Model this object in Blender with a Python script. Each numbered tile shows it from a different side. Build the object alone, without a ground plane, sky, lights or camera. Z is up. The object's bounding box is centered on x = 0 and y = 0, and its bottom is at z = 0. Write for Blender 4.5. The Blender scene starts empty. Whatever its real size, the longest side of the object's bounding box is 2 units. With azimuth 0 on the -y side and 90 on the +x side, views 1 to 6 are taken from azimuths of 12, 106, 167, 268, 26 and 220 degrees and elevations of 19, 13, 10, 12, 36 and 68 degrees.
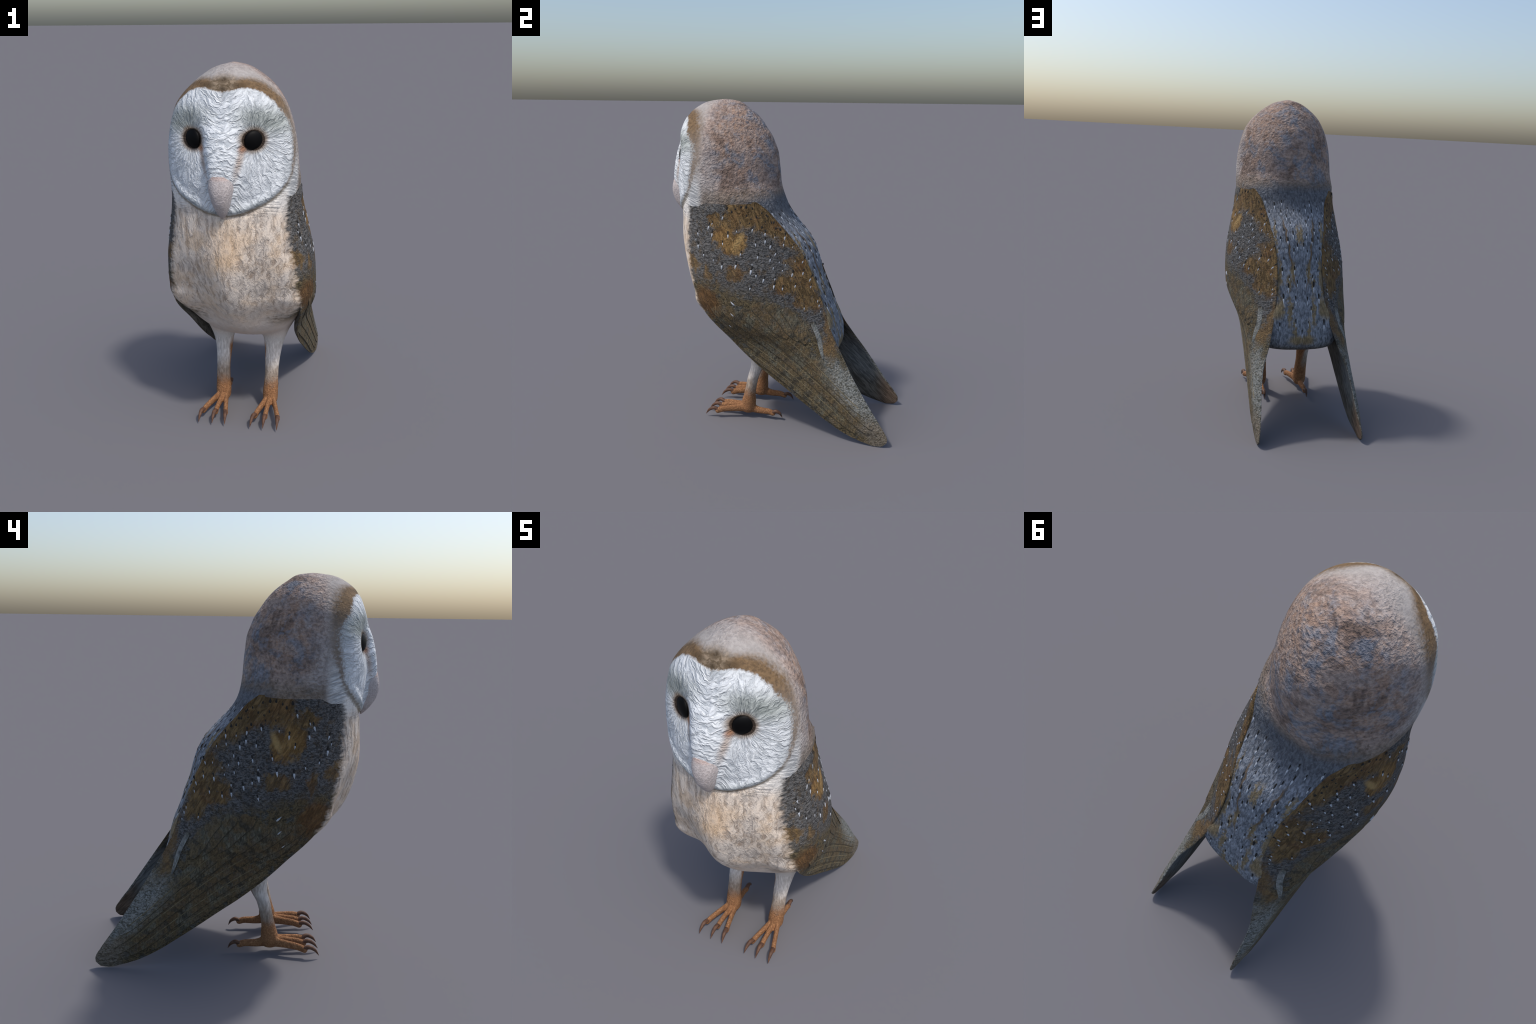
"""Barn owl standing on two feet: one smooth body (head, torso, legs, feet, toes),
two folded wings with flight feathers, beak, eyes and claws.  All procedural."""
import bpy, bmesh, math, random
import numpy as np
from mathutils import Vector

rng = np.random.default_rng(7)
random.seed(7)

# ------------------------------------------------------------------ helpers
def pchip(xs, ys):
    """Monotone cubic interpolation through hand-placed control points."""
    x = np.asarray(xs, float); y = np.asarray(ys, float)
    if x[0] > x[-1]:
        x, y = x[::-1], y[::-1]
    h = np.diff(x); d = np.diff(y) / h
    m = np.zeros_like(y)
    for i in range(1, len(x) - 1):
        if d[i - 1] * d[i] > 0:
            w1 = 2 * h[i] + h[i - 1]; w2 = h[i] + 2 * h[i - 1]
            m[i] = (w1 + w2) / (w1 / d[i - 1] + w2 / d[i])
    m[0], m[-1] = d[0], d[-1]
    def f(q):
        q = np.clip(np.asarray(q, float), x[0], x[-1])
        i = np.clip(np.searchsorted(x, q) - 1, 0, len(x) - 2)
        t = (q - x[i]) / h[i]
        return ((1 + 2 * t) * (1 - t) ** 2 * y[i] + t * (1 - t) ** 2 * h[i] * m[i]
                + t * t * (3 - 2 * t) * y[i + 1] + t * t * (t - 1) * h[i] * m[i + 1])
    return f

def sstep(a, b, x):
    t = np.clip((np.asarray(x, float) - a) / (b - a), 0, 1)
    return t * t * (3 - 2 * t)

def new_mesh(name, verts, faces, smooth=True):
    me = bpy.data.meshes.new(name)
    me.from_pydata([tuple(map(float, v)) for v in verts], [], faces)
    me.update()
    if smooth:
        me.shade_smooth()
    return me

def add(name, me, parent=None, mats=()):
    ob = bpy.data.objects.new(name, me)
    bpy.context.collection.objects.link(ob)
    if parent is not None:
        ob.parent = parent
    for m in mats:
        me.materials.append(m)
    return ob

def grid_faces(nr, nc, closed=False, off=0, flip=False):
    F = []
    for i in range(nr - 1):
        for j in range(nc if closed else nc - 1):
            a = off + i * nc + j; b = off + i * nc + (j + 1) % nc
            q = (a, b, b + nc, a + nc)
            F.append(q[::-1] if flip else q)
    return F

# ------------------------------------------------------------------ body profiles (z -> ...)
# midline of the front: crown, face plane (without the nose ridge), throat, breast, belly
front_y = pchip(
    [2.000, 1.993, 1.987, 1.964, 1.908, 1.84, 1.75, 1.65, 1.55, 1.45, 1.36, 1.30, 1.235, 1.14, 1.067, .971, .864, .784, .702, .648, .60, .55, .515, .48, .46, .44, .42],
    [-.373, -.440, -.474, -.530, -.596, -.626, -.645, -.655, -.657, -.652, -.640, -.632, -.636, -.644, -.646, -.634, -.603, -.563, -.496, -.447, -.400, -.332, -.278, -.21, -.155, -.09, .0])
back_y = pchip(
    [2.000, 1.991, 1.961, 1.923, 1.879, 1.828, 1.777, 1.729, 1.681, 1.619, 1.557, 1.494, 1.423, 1.366, 1.302, 1.236, 1.167, 1.105, 1.031, .957, .887, .79, .70, .60, .52, .50, .48, .46, .44, .42],
    [-.373, -.301, -.247, -.193, -.148, -.111, -.077, -.057, -.040, -.032, -.025, -.020, -.010, .007, .046, .110, .175, .211, .237, .256, .282, .313, .349, .374, .387, .384, .373, .350, .305, .24])
wide_x = pchip(
    [2.0, 1.98, 1.95, 1.90, 1.85, 1.80, 1.75, 1.70, 1.65, 1.60, 1.50, 1.40, 1.35, 1.30, 1.20, 1.10, 1.00, .90, .85, .80, .75, .70, .65, .60, .55, .50, .45, .40, .35, .25, .15, .10, .05, 0],
    [.002, .081, .135, .198, .243, .274, .292, .306, .316, .323, .329, .331, .335, .341, .359, .377, .393, .397, .398, .396, .391, .380, .362, .342, .327, .319, .316, .317, .316, .317, .320, .320, .317, .313])
wide_y = pchip(
    [2.0, 1.9, 1.8, 1.6, 1.4, 1.35, 1.3, 1.2, 1.1, 1.0, .9, .85, .8, .75, .7, .65, .6, .55, .5, .4, .3, .2, .1, .05, 0],
    [-.373, -.38, -.42, -.42, -.375, -.355, -.335, -.30, -.275, -.26, -.25, -.245, -.235, -.205, -.14, -.04, .05, .12, .18, .27, .38, .50, .61, .665, .70])
# free rear edge of the folded wing, and its lower front edge
rear_y = pchip([1.42, 1.40, 1.35, 1.30, 1.25, 1.20, 1.10, 1.00, .90, .80, .70, .60, .55, .50, .45, .386, .272, .175, .105, .046, .0],
               [-.12, -.095, -.04, .010, .055, .095, .165, .213, .255, .295, .330, .375, .406, .438, .470, .511, .586, .652, .702, .732, .732])
rear_x = pchip([1.42, 1.40, 1.35, 1.30, 1.25, 1.20, 1.10, 1.00, .90, .80, .70, .60, .55, .50, .45, .386, .272, .175, .105, .046, .0],
               [.27, .250, .222, .202, .189, .178, .158, .148, .146, .152, .169, .190, .205, .220, .240, .263, .283, .292, .302, .311, .313])
low_y = pchip([.797, .738, .666, .584, .502, .432, .37, .298, .235, .16, .088, .043, .0],
              [-.422, -.385, -.325, -.249, -.171, -.091, -.01, .097, .188, .303, .41, .511, .62])
low_x = pchip([.797, .738, .666, .584, .502, .432, .37, .298, .235, .16, .088, .043, .0],
              [.357, .353, .338, .314, .298, .293, .291, .293, .296, .300, .304, .310, .314])
torso_x = pchip([.90, .80, .70, .65, .60, .55, .50, .46, .44, .42], [.401, .392, .366, .346, .320, .294, .274, .256, .22, .12])
pow_front = pchip([2.0, 1.93, 1.85, 1.75, 1.65, 1.55, 1.3, .9, .7, .6, .5, .43], [2.0, 2.3, 2.5, 2.45, 2.2, 2.1, 2.15, 2.3, 2.5, 2.6, 3.0, 3.2])
keel = pchip([1.32, 1.2, 1.1, 1.0, .9, .8, .72, .66, .60, .54, .45], [.0, .02, .065, .12, .175, .23, .23, .17, .10, .05, .02])
pow_back = pchip([2.0, 1.92, 1.82, 1.52, 1.46, 1.40, 1.36, 1.3, 1.2, 1.1, 1.0, .9, .8, .70, .60, .50, .42], [2.0, 1.9, 1.75, 1.78, 2.05, 2.5, 2.7, 2.7, 2.3, 2.05, 2.1, 2.25, 2.6, 3.3, 4.6, 3.8, 3.0])
pow_rear = pchip([1.4, 1.3, 1.1, .97, .9, .8, .7, .62, .54, .45, 0], [2.3, 1.75, 1.7, 2.05, 2.25, 2.3, 2.4, 2.5, 2.8, 3.2, 3.4])
wing_front = pchip([1.42, 1.40, 1.30, 1.20, 1.09, .97, .87, .797], [-.46, -.46, -.455, -.44, -.43, -.425, -.425, -.422])

def belly_power(z, w, y0, yf):
    """Superellipse power that carries the belly section through the wing's lower front edge."""
    u, v = min((float(low_x(z)) + .004) / w, .995), min(max((y0 - float(low_y(z))) / (y0 - yf), .02), .995)
    lo, hi = 1.2, 6.0
    for _ in range(30):
        p = (lo + hi) / 2
        if u ** p + v ** p > 1: lo = p
        else: hi = p
    return p

def outer_x(y, z):
    """Half width of the owl at (y, z): flank of the body and outer face of the folded wing."""
    y = np.asarray(y, float); z = np.asarray(z, float)
    w, y0 = wide_x(z), wide_y(z)
    tr = np.clip((y - y0) / np.maximum(rear_y(z) - y0, .02), 0, 1)
    rear = w - (w - rear_x(z)) * tr ** pow_rear(z)
    tf = np.clip((y0 - y) / np.maximum(y0 - front_y(np.maximum(z, .5)), .02), 0, 1)
    p = pow_front(z)
    fr_high = w * (1 - tf ** p) ** (1 / p)
    tl = np.clip((y0 - y) / np.maximum(y0 - low_y(z), .02), 0, 1.2)
    fr_low = w - (w - low_x(z)) * tl ** 2
    k = sstep(.78, .86, z)
    return np.where(y > y0, rear, fr_low * (1 - k) + fr_high * k)

# ------------------------------------------------------------------ body lofts
def torso_loft():
    zs = list(2.0 - .14 * (1 - np.cos(np.linspace(.06, math.pi / 2, 16))))
    zs += list(np.linspace(1.855, .52, 110)) + [.51, .50, .49, .48, .47, .46, .45, .442, .435, .428, .42]
    n = 160; V = []
    for z in zs:
        yf, yb, y0 = float(front_y(z)), float(back_y(z)), float(wide_y(z))
        w = float(wide_x(z)) if z > .9 else float(torso_x(z))
        if z < .7: y0 = min(y0, yf * .45 + yb * .55)
        pf, pb = float(pow_front(z)), float(pow_back(z))
        k = float(sstep(.94, .80, z))
        pf = pf * (1 - k) + min(belly_power(max(z, .50), w, y0, yf), 2.6) * k
        for a in np.linspace(0, 2 * math.pi, n, endpoint=False):
            c, s = math.cos(a), math.sin(a)
            p = pf if c > 0 else pb
            x = w * math.copysign(abs(s) ** (2 / p), s)
            d = abs(c) ** (2 / p)
            if c > 0:                                  # keel: flat flanks either side of the midline
                q = min(abs(x) / w / .95, 1.0)
                d -= float(keel(z)) * math.sin(math.pi * q) ** 1.7
            y = y0 - (y0 - yf) * d if c > 0 else y0 + (yb - y0) * d
            if z < 1.42:      # room for the folded wing
                ya = float(wing_front(z)) if z > .797 else float(low_y(z))
                inset = .016 * float(sstep(ya + .03, ya + .16, y)) * float(sstep(1.42, 1.30, z))
                if abs(x) > inset: x = math.copysign(abs(x) - inset, x)
                if y > y0 - .1 and y < float(rear_y(z)):
                    lim = float(outer_x(y, z)) - (.012 - .009 * float(sstep(.07, .0, float(rear_y(z)) - y))) * float(sstep(1.40, 1.33, z)) - .002
                    if abs(x) > lim > 0: x = math.copysign(lim, x)
            V.append((x, y, z))
    F = grid_faces(len(zs), n, True)
    F.append(tuple(range(n))[::-1]); F.append(tuple(range(len(V) - n, len(V))))
    return V, F

def sweep(pts, radii, n=20, round_start=True, round_end=True, steps=8):
    """Elliptical tube along a spine; radii = (side, up) at each control point."""
    P = np.array(pts, float); R = np.array(radii, float)
    t = np.linspace(0, 1, len(P)); tt = np.linspace(0, 1, (len(P) - 1) * steps + 1)
    C = np.stack([pchip(t, P[:, k])(tt) for k in range(3)], 1)
    S = np.stack([pchip(t, R[:, k])(tt) for k in range(2)], 1)
    T = np.gradient(C, axis=0); T /= np.linalg.norm(T, axis=1)[:, None]
    V = []; ang = np.linspace(0, 2 * math.pi, n, endpoint=False)
    def ring(c, tv, s):
        ref = np.array([0, 0, 1.]) if abs(tv[2]) < .85 else np.array([0, -1., 0])
        side = np.cross(tv, ref); side /= np.linalg.norm(side); up = np.cross(side, tv)
        for a in ang:
            V.append(c + side * s[0] * math.cos(a) + up * s[1] * math.sin(a))
    rows = 0
    if round_start:
        for q in (.15, .5, .8):
            ring(C[0] - T[0] * S[0].min() * math.sqrt(1 - q * q), T[0], S[0] * q); rows += 1
    for c, tv, s in zip(C, T, S):
        ring(c, tv, s); rows += 1
    if round_end:
        for q in (.8, .5, .15):
            ring(C[-1] + T[-1] * S[-1].min() * math.sqrt(1 - q * q), T[-1], S[-1] * q); rows += 1
    F = grid_faces(rows, n, True)
    F.append(tuple(range(n))[::-1]); F.append(tuple(range(len(V) - n, len(V))))
    return V, F

def leg_tube(sx):
    rows = [(.62, .160, -.22, .080, .10), (.57, .160, -.165, .088, .095), (.53, .158, -.125, .090, .088), (.49, .156, -.105, .084, .080), (.46, .154, -.098, .076, .072), (.42, .151, -.105, .062, .054), (.36, .148, -.113, .050, .044),
            (.29, .146, -.139, .043, .036), (.23, .146, -.153, .040, .034), (.155, .144, -.167, .042, .037),
            (.10, .142, -.174, .045, .046), (.06, .142, -.177, .043, .047), (.032, .143, -.177, .030, .034)]
    a = np.array(rows); zz = np.linspace(.62, .032, 70)
    f = [pchip(a[:, 0], a[:, k]) for k in range(1, 5)]
    n = 28; V = []
    for z in zz:
        cx, cy, rx, ry = [float(g(z)) for g in f]
        for t in np.linspace(0, 2 * math.pi, n, endpoint=False):
            V.append((sx * (cx + rx * math.cos(t)), cy + ry * math.sin(t), z))
    F = grid_faces(len(zz), n, True)
    F.append(tuple(range(n))); F.append(tuple(range(len(V) - n, len(V))))
    return V, F

TOES = [  # spine, (half width, half height)
    ([(.160, -.190, .063), (.182, -.250, .061), (.204, -.318, .056), (.219, -.362, .044)], [(.017, .028), (.0140, .023), (.0135, .020), (.0150, .019)]),
    ([(.142, -.190, .065), (.142, -.255, .062), (.144, -.318, .057), (.145, -.362, .044)], [(.017, .028), (.0140, .023), (.0135, .020), (.0150, .019)]),
    ([(.124, -.190, .063), (.111, -.250, .060), (.096, -.318, .055), (.086, -.362, .044)], [(.017, .028), (.0140, .023), (.0135, .020), (.0150, .019)]),
    ([(.143, -.160, .059), (.144, -.095, .049), (.145, -.045, .049), (.145, -.010, .040)], [(.020, .030), (.0160, .022), (.0145, .020), (.0150, .018)]),
]
CLAWS = [
    ([(.2165, -.356, .051), (.2215, -.385, .060), (.2245, -.414, .046), (.2262, -.437, .015)]),
    ([(.1450, -.356, .051), (.1460, -.385, .060), (.1468, -.414, .046), (.1472, -.439, .017)]),
    ([(.0880, -.356, .051), (.0815, -.385, .060), (.0770, -.414, .046), (.0735, -.438, .017)]),
    ([(.1450, -.014, .046), (.1452, .010, .056), (.1450, .034, .045), (.1448, .050, .019)]),
]

# ------------------------------------------------------------------ face relief
RIM = [(0, 1.876), (.05, 1.886), (.10, 1.894), (.145, 1.887), (.22, 1.838), (.265, 1.783), (.290, 1.736), (.310, 1.644), (.313, 1.594),
       (.311, 1.542), (.300, 1.477), (.238, 1.391), (.160, 1.345), (.08, 1.312), (0, 1.300)]
RIM_C = 1.60
_ra = [math.atan2(x, z - RIM_C) / math.pi for x, z in RIM]
_rr = [math.hypot(x, z - RIM_C) for x, z in RIM]
_ra[0], _ra[-1] = 0.0, 1.0
rim_r = pchip(_ra, _rr)
EYE = np.array([.147, -.601, 1.662])
ridge_h = pchip([1.90, 1.84, 1.75, 1.68, 1.60, 1.50, 1.42, 1.36, 1.31], [0, .003, .014, .036, .052, .062, .062, .03, 0])
ridge_w = pchip([1.90, 1.75, 1.66, 1.58, 1.50, 1.40, 1.30], [.13, .10, .088, .080, .068, .056, .05])

def relief_face(V):
    """Move the vertices of the face: nose ridge, eye hollows, cheeks and the rim of the disc."""
    x, y, z = V[:, 0], V[:, 1], V[:, 2]
    ax = np.abs(x)
    front = sstep(-.40, -.50, y) * (z > 1.25)
    a = np.arctan2(ax, z - RIM_C) / math.pi
    d = rim_r(a) - np.hypot(ax, z - RIM_C)             # > 0 inside the disc
    dy = np.zeros_like(x)
    dy -= ridge_h(z) * np.exp(-(ax / ridge_w(z)) ** 4) * ((z > 1.29) & (z < 1.92))
    r = np.hypot((ax - EYE[0]) / 1.1, z - EYE[2])
    dy += .026 * np.exp(-(r / .064) ** 2) + .008 * np.exp(-np.hypot((ax - .125) / .05, (z - 1.60) / .06) ** 2)             # eye hollow
    rb = np.hypot((ax - .20) / .10, (z - 1.735) / .045)
    dy += .010 * np.exp(-rb ** 2)                      # shaded hollow above the eye
    rc = np.hypot((ax - .16) / .10, (z - 1.47) / .09)
    dy -= .002 * np.exp(-rc ** 2)                      # cheek
    low = sstep(1.50, 1.40, z)
    dy -= .010 * np.exp(-((d - .014) / .020) ** 2) * (.15 + .85 * low)  # rim of the disc
    dy += .008 * np.exp(-((d + .014) / .014) ** 2) * (.2 + .8 * low)    # groove outside it
    V[:, 1] += dy * front
    return V

# ------------------------------------------------------------------ material toolkit
def lin(c):
    return tuple(((v / 255) / 12.92 if v / 255 <= .04045 else ((v / 255 + .055) / 1.055) ** 2.4) for v in c) + (1.0,)

class Mat:
    def __init__(self, name, rough=.85, spec=.25):
        self.m = bpy.data.materials.new(name); self.m.use_nodes = True
        self.t = self.m.node_tree; self.t.nodes.clear()
        self.out = self.n('ShaderNodeOutputMaterial'); self.b = self.n('ShaderNodeBsdfPrincipled')
        self.t.links.new(self.b.outputs[0], self.out.inputs[0])
        self.b.inputs['Roughness'].default_value = rough
        self.b.inputs['Specular IOR Level'].default_value = spec
        tc = self.n('ShaderNodeTexCoord'); self.P = tc.outputs['Object']
        s = self.n('ShaderNodeSeparateXYZ'); self.link(self.P, s.inputs[0])
        self.x, self.y, self.z = s.outputs
        self.ax = self.math('ABSOLUTE', self.x)
    def n(self, t): return self.t.nodes.new(t)
    def link(self, a, b): self.t.links.new(a, b)
    def put(self, sock, v):
        if hasattr(v, 'is_linked') or isinstance(v, bpy.types.NodeSocket): self.link(v, sock)
        else: sock.default_value = v
    def math(self, op, a, b=None, c=None):
        n = self.n('ShaderNodeMath'); n.operation = op
        self.put(n.inputs[0], a)
        if b is not None: self.put(n.inputs[1], b)
        if c is not None: self.put(n.inputs[2], c)
        return n.outputs[0]
    def add(self, a, b): return self.math('ADD', a, b)
    def sub(self, a, b): return self.math('SUBTRACT', a, b)
    def mul(self, a, b): return self.math('MULTIPLY', a, b)
    def mx(self, a, b): return self.math('MAXIMUM', a, b)
    def mn(self, a, b): return self.math('MINIMUM', a, b)
    def inv(self, a): return self.math('SUBTRACT', 1.0, a)
    def st(self, lo, hi, x):
        n = self.n('ShaderNodeMapRange'); n.interpolation_type = 'SMOOTHSTEP'
        if lo > hi:
            return self.inv(self.st(hi, lo, x))
        self.put(n.inputs[0], x); self.put(n.inputs[1], lo); self.put(n.inputs[2], hi)
        return n.outputs[0]
    def vec(self, x, y, z):
        n = self.n('ShaderNodeCombineXYZ')
        for s, v in zip(n.inputs, (x, y, z)): self.put(s, v)
        return n.outputs[0]
    def noise(self, v, scale=1.0, detail=3.0, rough=.55, dist=0.0):
        n = self.n('ShaderNodeTexNoise'); self.put(n.inputs['Vector'], v)
        n.inputs['Scale'].default_value = scale; n.inputs['Detail'].default_value = detail
        n.inputs['Roughness'].default_value = rough; n.inputs['Distortion'].default_value = dist
        return n.outputs[0]
    def voro(self, v, scale=1.0, rand=1.0, feature='F1'):
        n = self.n('ShaderNodeTexVoronoi'); n.feature = feature; self.put(n.inputs['Vector'], v)
        n.inputs['Scale'].default_value = scale; n.inputs['Randomness'].default_value = rand
        return n.outputs['Distance']
    def stretch(self, sx, sy, sz):
        return self.vec(self.mul(self.x, sx), self.mul(self.y, sy), self.mul(self.z, sz))
    def curve(self, pts, v):
        n = self.n('ShaderNodeFloatCurve'); c = n.mapping.curves[0]
        for i, (a, b) in enumerate(pts):
            if i < 2:
                c.points[0 if i == 0 else 1].location = (a, b)
            else:
                c.points.new(a, b)
        n.mapping.update(); self.put(n.inputs['Value'], v)
        return n.outputs[0]
    def mix(self, f, a, b):
        n = self.n('ShaderNodeMix'); n.data_type = 'RGBA'
        self.put(n.inputs[0], f)
        for s, v in ((n.inputs[6], a), (n.inputs[7], b)):
            self.put(s, lin(v) if isinstance(v, tuple) else v)
        return n.outputs[2]
    def blob(self, y, z, cy, cz, ry, rz, rot=0, soft=.25):
        """Soft ellipse mask in the side plane."""
        c, s = math.cos(math.radians(rot)), math.sin(math.radians(rot))
        dy, dz = self.sub(y, cy), self.sub(z, cz)
        u = self.mul(self.add(self.mul(dy, c), self.mul(dz, s)), 1 / ry)
        v = self.mul(self.sub(self.mul(dz, c), self.mul(dy, s)), 1 / rz)
        r = self.math('SQRT', self.add(self.mul(u, u), self.mul(v, v)))
        return self.st(1 + soft, 1 - soft, r)
    def finish(self, col, height=None, dist=.004, strength=1.0):
        self.put(self.b.inputs['Base Color'], col)
        if height is not None:
            b = self.n('ShaderNodeBump'); b.inputs['Strength'].default_value = strength
            b.inputs['Distance'].default_value = dist
            self.link(height, b.inputs['Height']); self.link(b.outputs[0], self.b.inputs['Normal'])
        return self.m

def relief(N, f, lo=.32, hi=.68):
    return N.st(lo, hi, f)

def cream_down(N):
    """Breast: pale tufts parted by darker fissures. Returns colour and height."""
    lean = N.mul(N.ax, .55)                            # barbs point down and inwards
    q = N.sub(N.z, lean)
    warp = N.noise(N.P, 16, 3, .6)
    tuft = N.noise(N.vec(N.add(N.mul(N.x, 48), N.mul(warp, 2.4)), N.mul(N.y, 30), N.mul(q, 12.5)), 1, 4, .64, .25)
    fine = N.noise(N.vec(N.mul(N.x, 130), N.mul(N.y, 90), N.mul(q, 42)), 1, 2, .6, 1.0)
    big = N.noise(N.P, 8, 3, .6)
    t = N.st(.30, .58, tuft)
    low = N.st(.62, .86, N.z)                          # relief fades towards the belly
    col = N.mix(N.mul(N.inv(t), N.add(.35, N.mul(low, .65))), (226, 211, 195), (166, 149, 134))
    col = N.mix(N.mul(N.st(.62, .78, tuft), .7), col, (236, 226, 214))
    col = N.mix(N.mul(N.st(.48, .66, big), .45), col, (220, 190, 156))
    col = N.mix(N.mul(N.st(.52, .36, big), .4), col, (204, 198, 192))
    mid = N.mul(N.blob(N.x, N.z, 0, 1.12, .07, .12, 0, .6), .35)
    col = N.mix(mid, col, (222, 184, 140))
    col = N.mix(N.mul(N.st(.74, .56, N.z), .6), col, (202, 191, 183))
    col = N.mix(N.st(.50, .43, N.z), col, (200, 194, 188))
    coll = N.mul(N.mul(N.st(1.27, 1.36, N.sub(N.z, N.mul(N.sub(.25, N.ax), .25))), N.st(.10, .22, N.ax)), .75)
    col = N.mix(coll, col, (232, 230, 226))
    h = N.mul(N.add(N.mul(N.mul(N.add(N.mul(tuft, 1.3), N.mul(t, .5)), N.add(.35, N.mul(low, .65))), .95), N.mul(fine, .6)), N.sub(1.0, N.mul(coll, .6)))
    return col, h

def plumage(N):
    """Pattern of the wing's upper side as a function of position: (colour, height)."""
    wn1 = N.sub(N.noise(N.P, 16, 4, .65), .5); wn2 = N.sub(N.noise(N.stretch(1, 1.1, .9), 19, 4, .65), .5)
    y = N.add(N.y, N.mul(wn1, .13)); z = N.add(N.z, N.mul(wn2, .13))
    # grey, finely rippled coverts
    verm = N.noise(N.vec(N.mul(N.x, 60), N.mul(N.y, 62), N.mul(N.z, 125)), 1.0, 2, .6, .9)
    gv = N.st(.36, .64, verm)
    grey = N.mix(gv, (60, 59, 58), (112, 111, 110))
    grey = N.mix(N.mul(N.st(.52, .72, N.noise(N.P, 22, 3)), .6), grey, N.mix(gv, (72, 58, 38), (108, 90, 64)))
    grey = N.mix(N.mul(N.st(.55, .7, N.noise(N.P, 11, 2)), .55), grey, N.mix(gv, (50, 50, 51), (92, 92, 93)))
    fib = N.noise(N.vec(N.mul(N.x, 40), N.mul(N.add(N.y, N.mul(N.z, .5)), 62), N.mul(N.z, 22)), 1.0, 3, .6, .8)
    fb = N.st(.34, .66, fib)
    ochre = N.mix(fb, (84, 67, 43), (132, 107, 71))
    ochre = N.mix(N.mul(N.st(.45, .68, N.noise(N.P, 10, 2)), .6), ochre, N.mix(fb, (86, 60, 35), (122, 88, 55)))
    ochre = N.mix(N.mul(N.st(.52, .7, N.noise(N.P, 26, 3)), .45), ochre, (78, 62, 40))
    # ochre patches
    top = N.mul(N.st(1.235, 1.29, N.add(z, N.mul(N.mx(N.add(y, .10), 0.0), .62))), N.st(-.29, -.25, y))
    m = top
    for cy, cz, ry, rz, rot, k in [(-.335, 1.305, .05, .035, 0, 1), (-.265, 1.215, .055, .10, 15, 1), (-.205, 1.165, .055, .07, -35, 1),
                                   (-.475, 1.045, .06, .045, -25, .9), (-.36, .995, .025, .05, 15, .8), (-.19, 1.0, .065, .045, 5, .9),
                                   (.19, .985, .075, .13, 25, 1), (.10, .93, .08, .055, -30, 1), (.21, .845, .09, .05, -45, 1), (.10, 1.06, .04, .025, 40, .7),
                                   (-.345, .83, .09, .10, -40, 1)]:
        m = N.mx(m, N.mul(N.blob(y, z, cy, cz, ry, rz, rot, .32), k))
    mot = N.noise(N.stretch(1, 1.2, .9), 34, 4, .7)
    m = N.mul(N.add(m, N.mul(N.st(.54, .68, mot), .35)), N.sub(1.0, N.mul(N.st(.56, .72, N.noise(N.stretch(1.1, .9, 1), 40, 3, .7)), .55)))
    m = N.mn(m, 1.0)
    col = N.mix(m, grey, ochre)
    bright = N.mul(N.blob(y, z, -.24, 1.19, .09, .08, 0, .4), .6)
    col = N.mix(N.mul(bright, m), col, N.mix(fb, (118, 89, 50), (160, 126, 76)))
    pale = N.blob(N.y, N.z, -.180, 1.190, .016, .050, -25, .5)
    col = N.mix(N.mul(pale, .75), col, (176, 146, 96))
    pale2 = N.blob(y, z, .225, .98, .02, .085, 20, .6)
    col = N.mix(N.mul(pale2, .5), col, (150, 120, 76))
    # lower wing: olive-tan with grey flecks, then the pale end
    c = N.add(y, z)
    lowm = N.mul(N.st(.90, .80, N.add(z, N.mul(N.y, .25))), N.st(.98, .86, c))
    lowm = N.mx(lowm, N.st(.60, .50, N.z))
    fl = N.noise(N.vec(N.mul(N.x, 60), N.mul(N.add(N.y, N.z), 62), N.mul(N.sub(N.y, N.z), 46)), 1.0, 3, .65, 1.0)
    flt = N.st(.36, .62, fl)
    tan = N.mix(flt, (64, 57, 43), (110, 97, 72))
    tan = N.mix(N.mul(N.st(.50, .62, N.noise(N.P, 24, 3)), .8), tan, N.mix(gv, (54, 55, 53), (98, 99, 95)))
    col = N.mix(lowm, col, tan)
    chest = N.blob(y, z, -.36, .82, .10, .070, -45, .35)
    col = N.mix(N.mul(chest, .85), col, N.mix(fb, (82, 58, 34), (116, 85, 52)))
    rust = N.blob(y, z, .35, .63, .03, .14, 12, .5)
    col = N.mix(N.mul(rust, .8), col, N.mix(fb, (96, 74, 46), (132, 105, 67)))
    tip = N.blob(y, z, .52, .31, .23, .075, -43, .5)
    speck = N.st(.36, .62, N.noise(N.vec(N.mul(N.x, 60), N.mul(N.add(N.y, N.mul(N.z, .4)), 60), N.mul(N.z, 105)), 1.0, 2, .6, 1.2))
    col = N.mix(N.mul(tip, .8), col, N.mix(speck, (84, 86, 80), (158, 160, 156)))
    tip2 = N.blob(y, z, .665, .07, .12, .07, -35, .5)
    col = N.mix(N.mul(tip2, .8), col, N.mix(speck, (90, 82, 70), (140, 131, 118)))
    rip = N.add(N.mul(verm, 1.7), N.mul(N.noise(N.stretch(1, 1, 1.6), 130, 2), .4))
    h = N.add(N.mul(rip, N.sub(1.0, N.mul(m, .65))), N.mul(fb, N.add(.15, N.mul(m, .5))))
    return col, h

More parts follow.
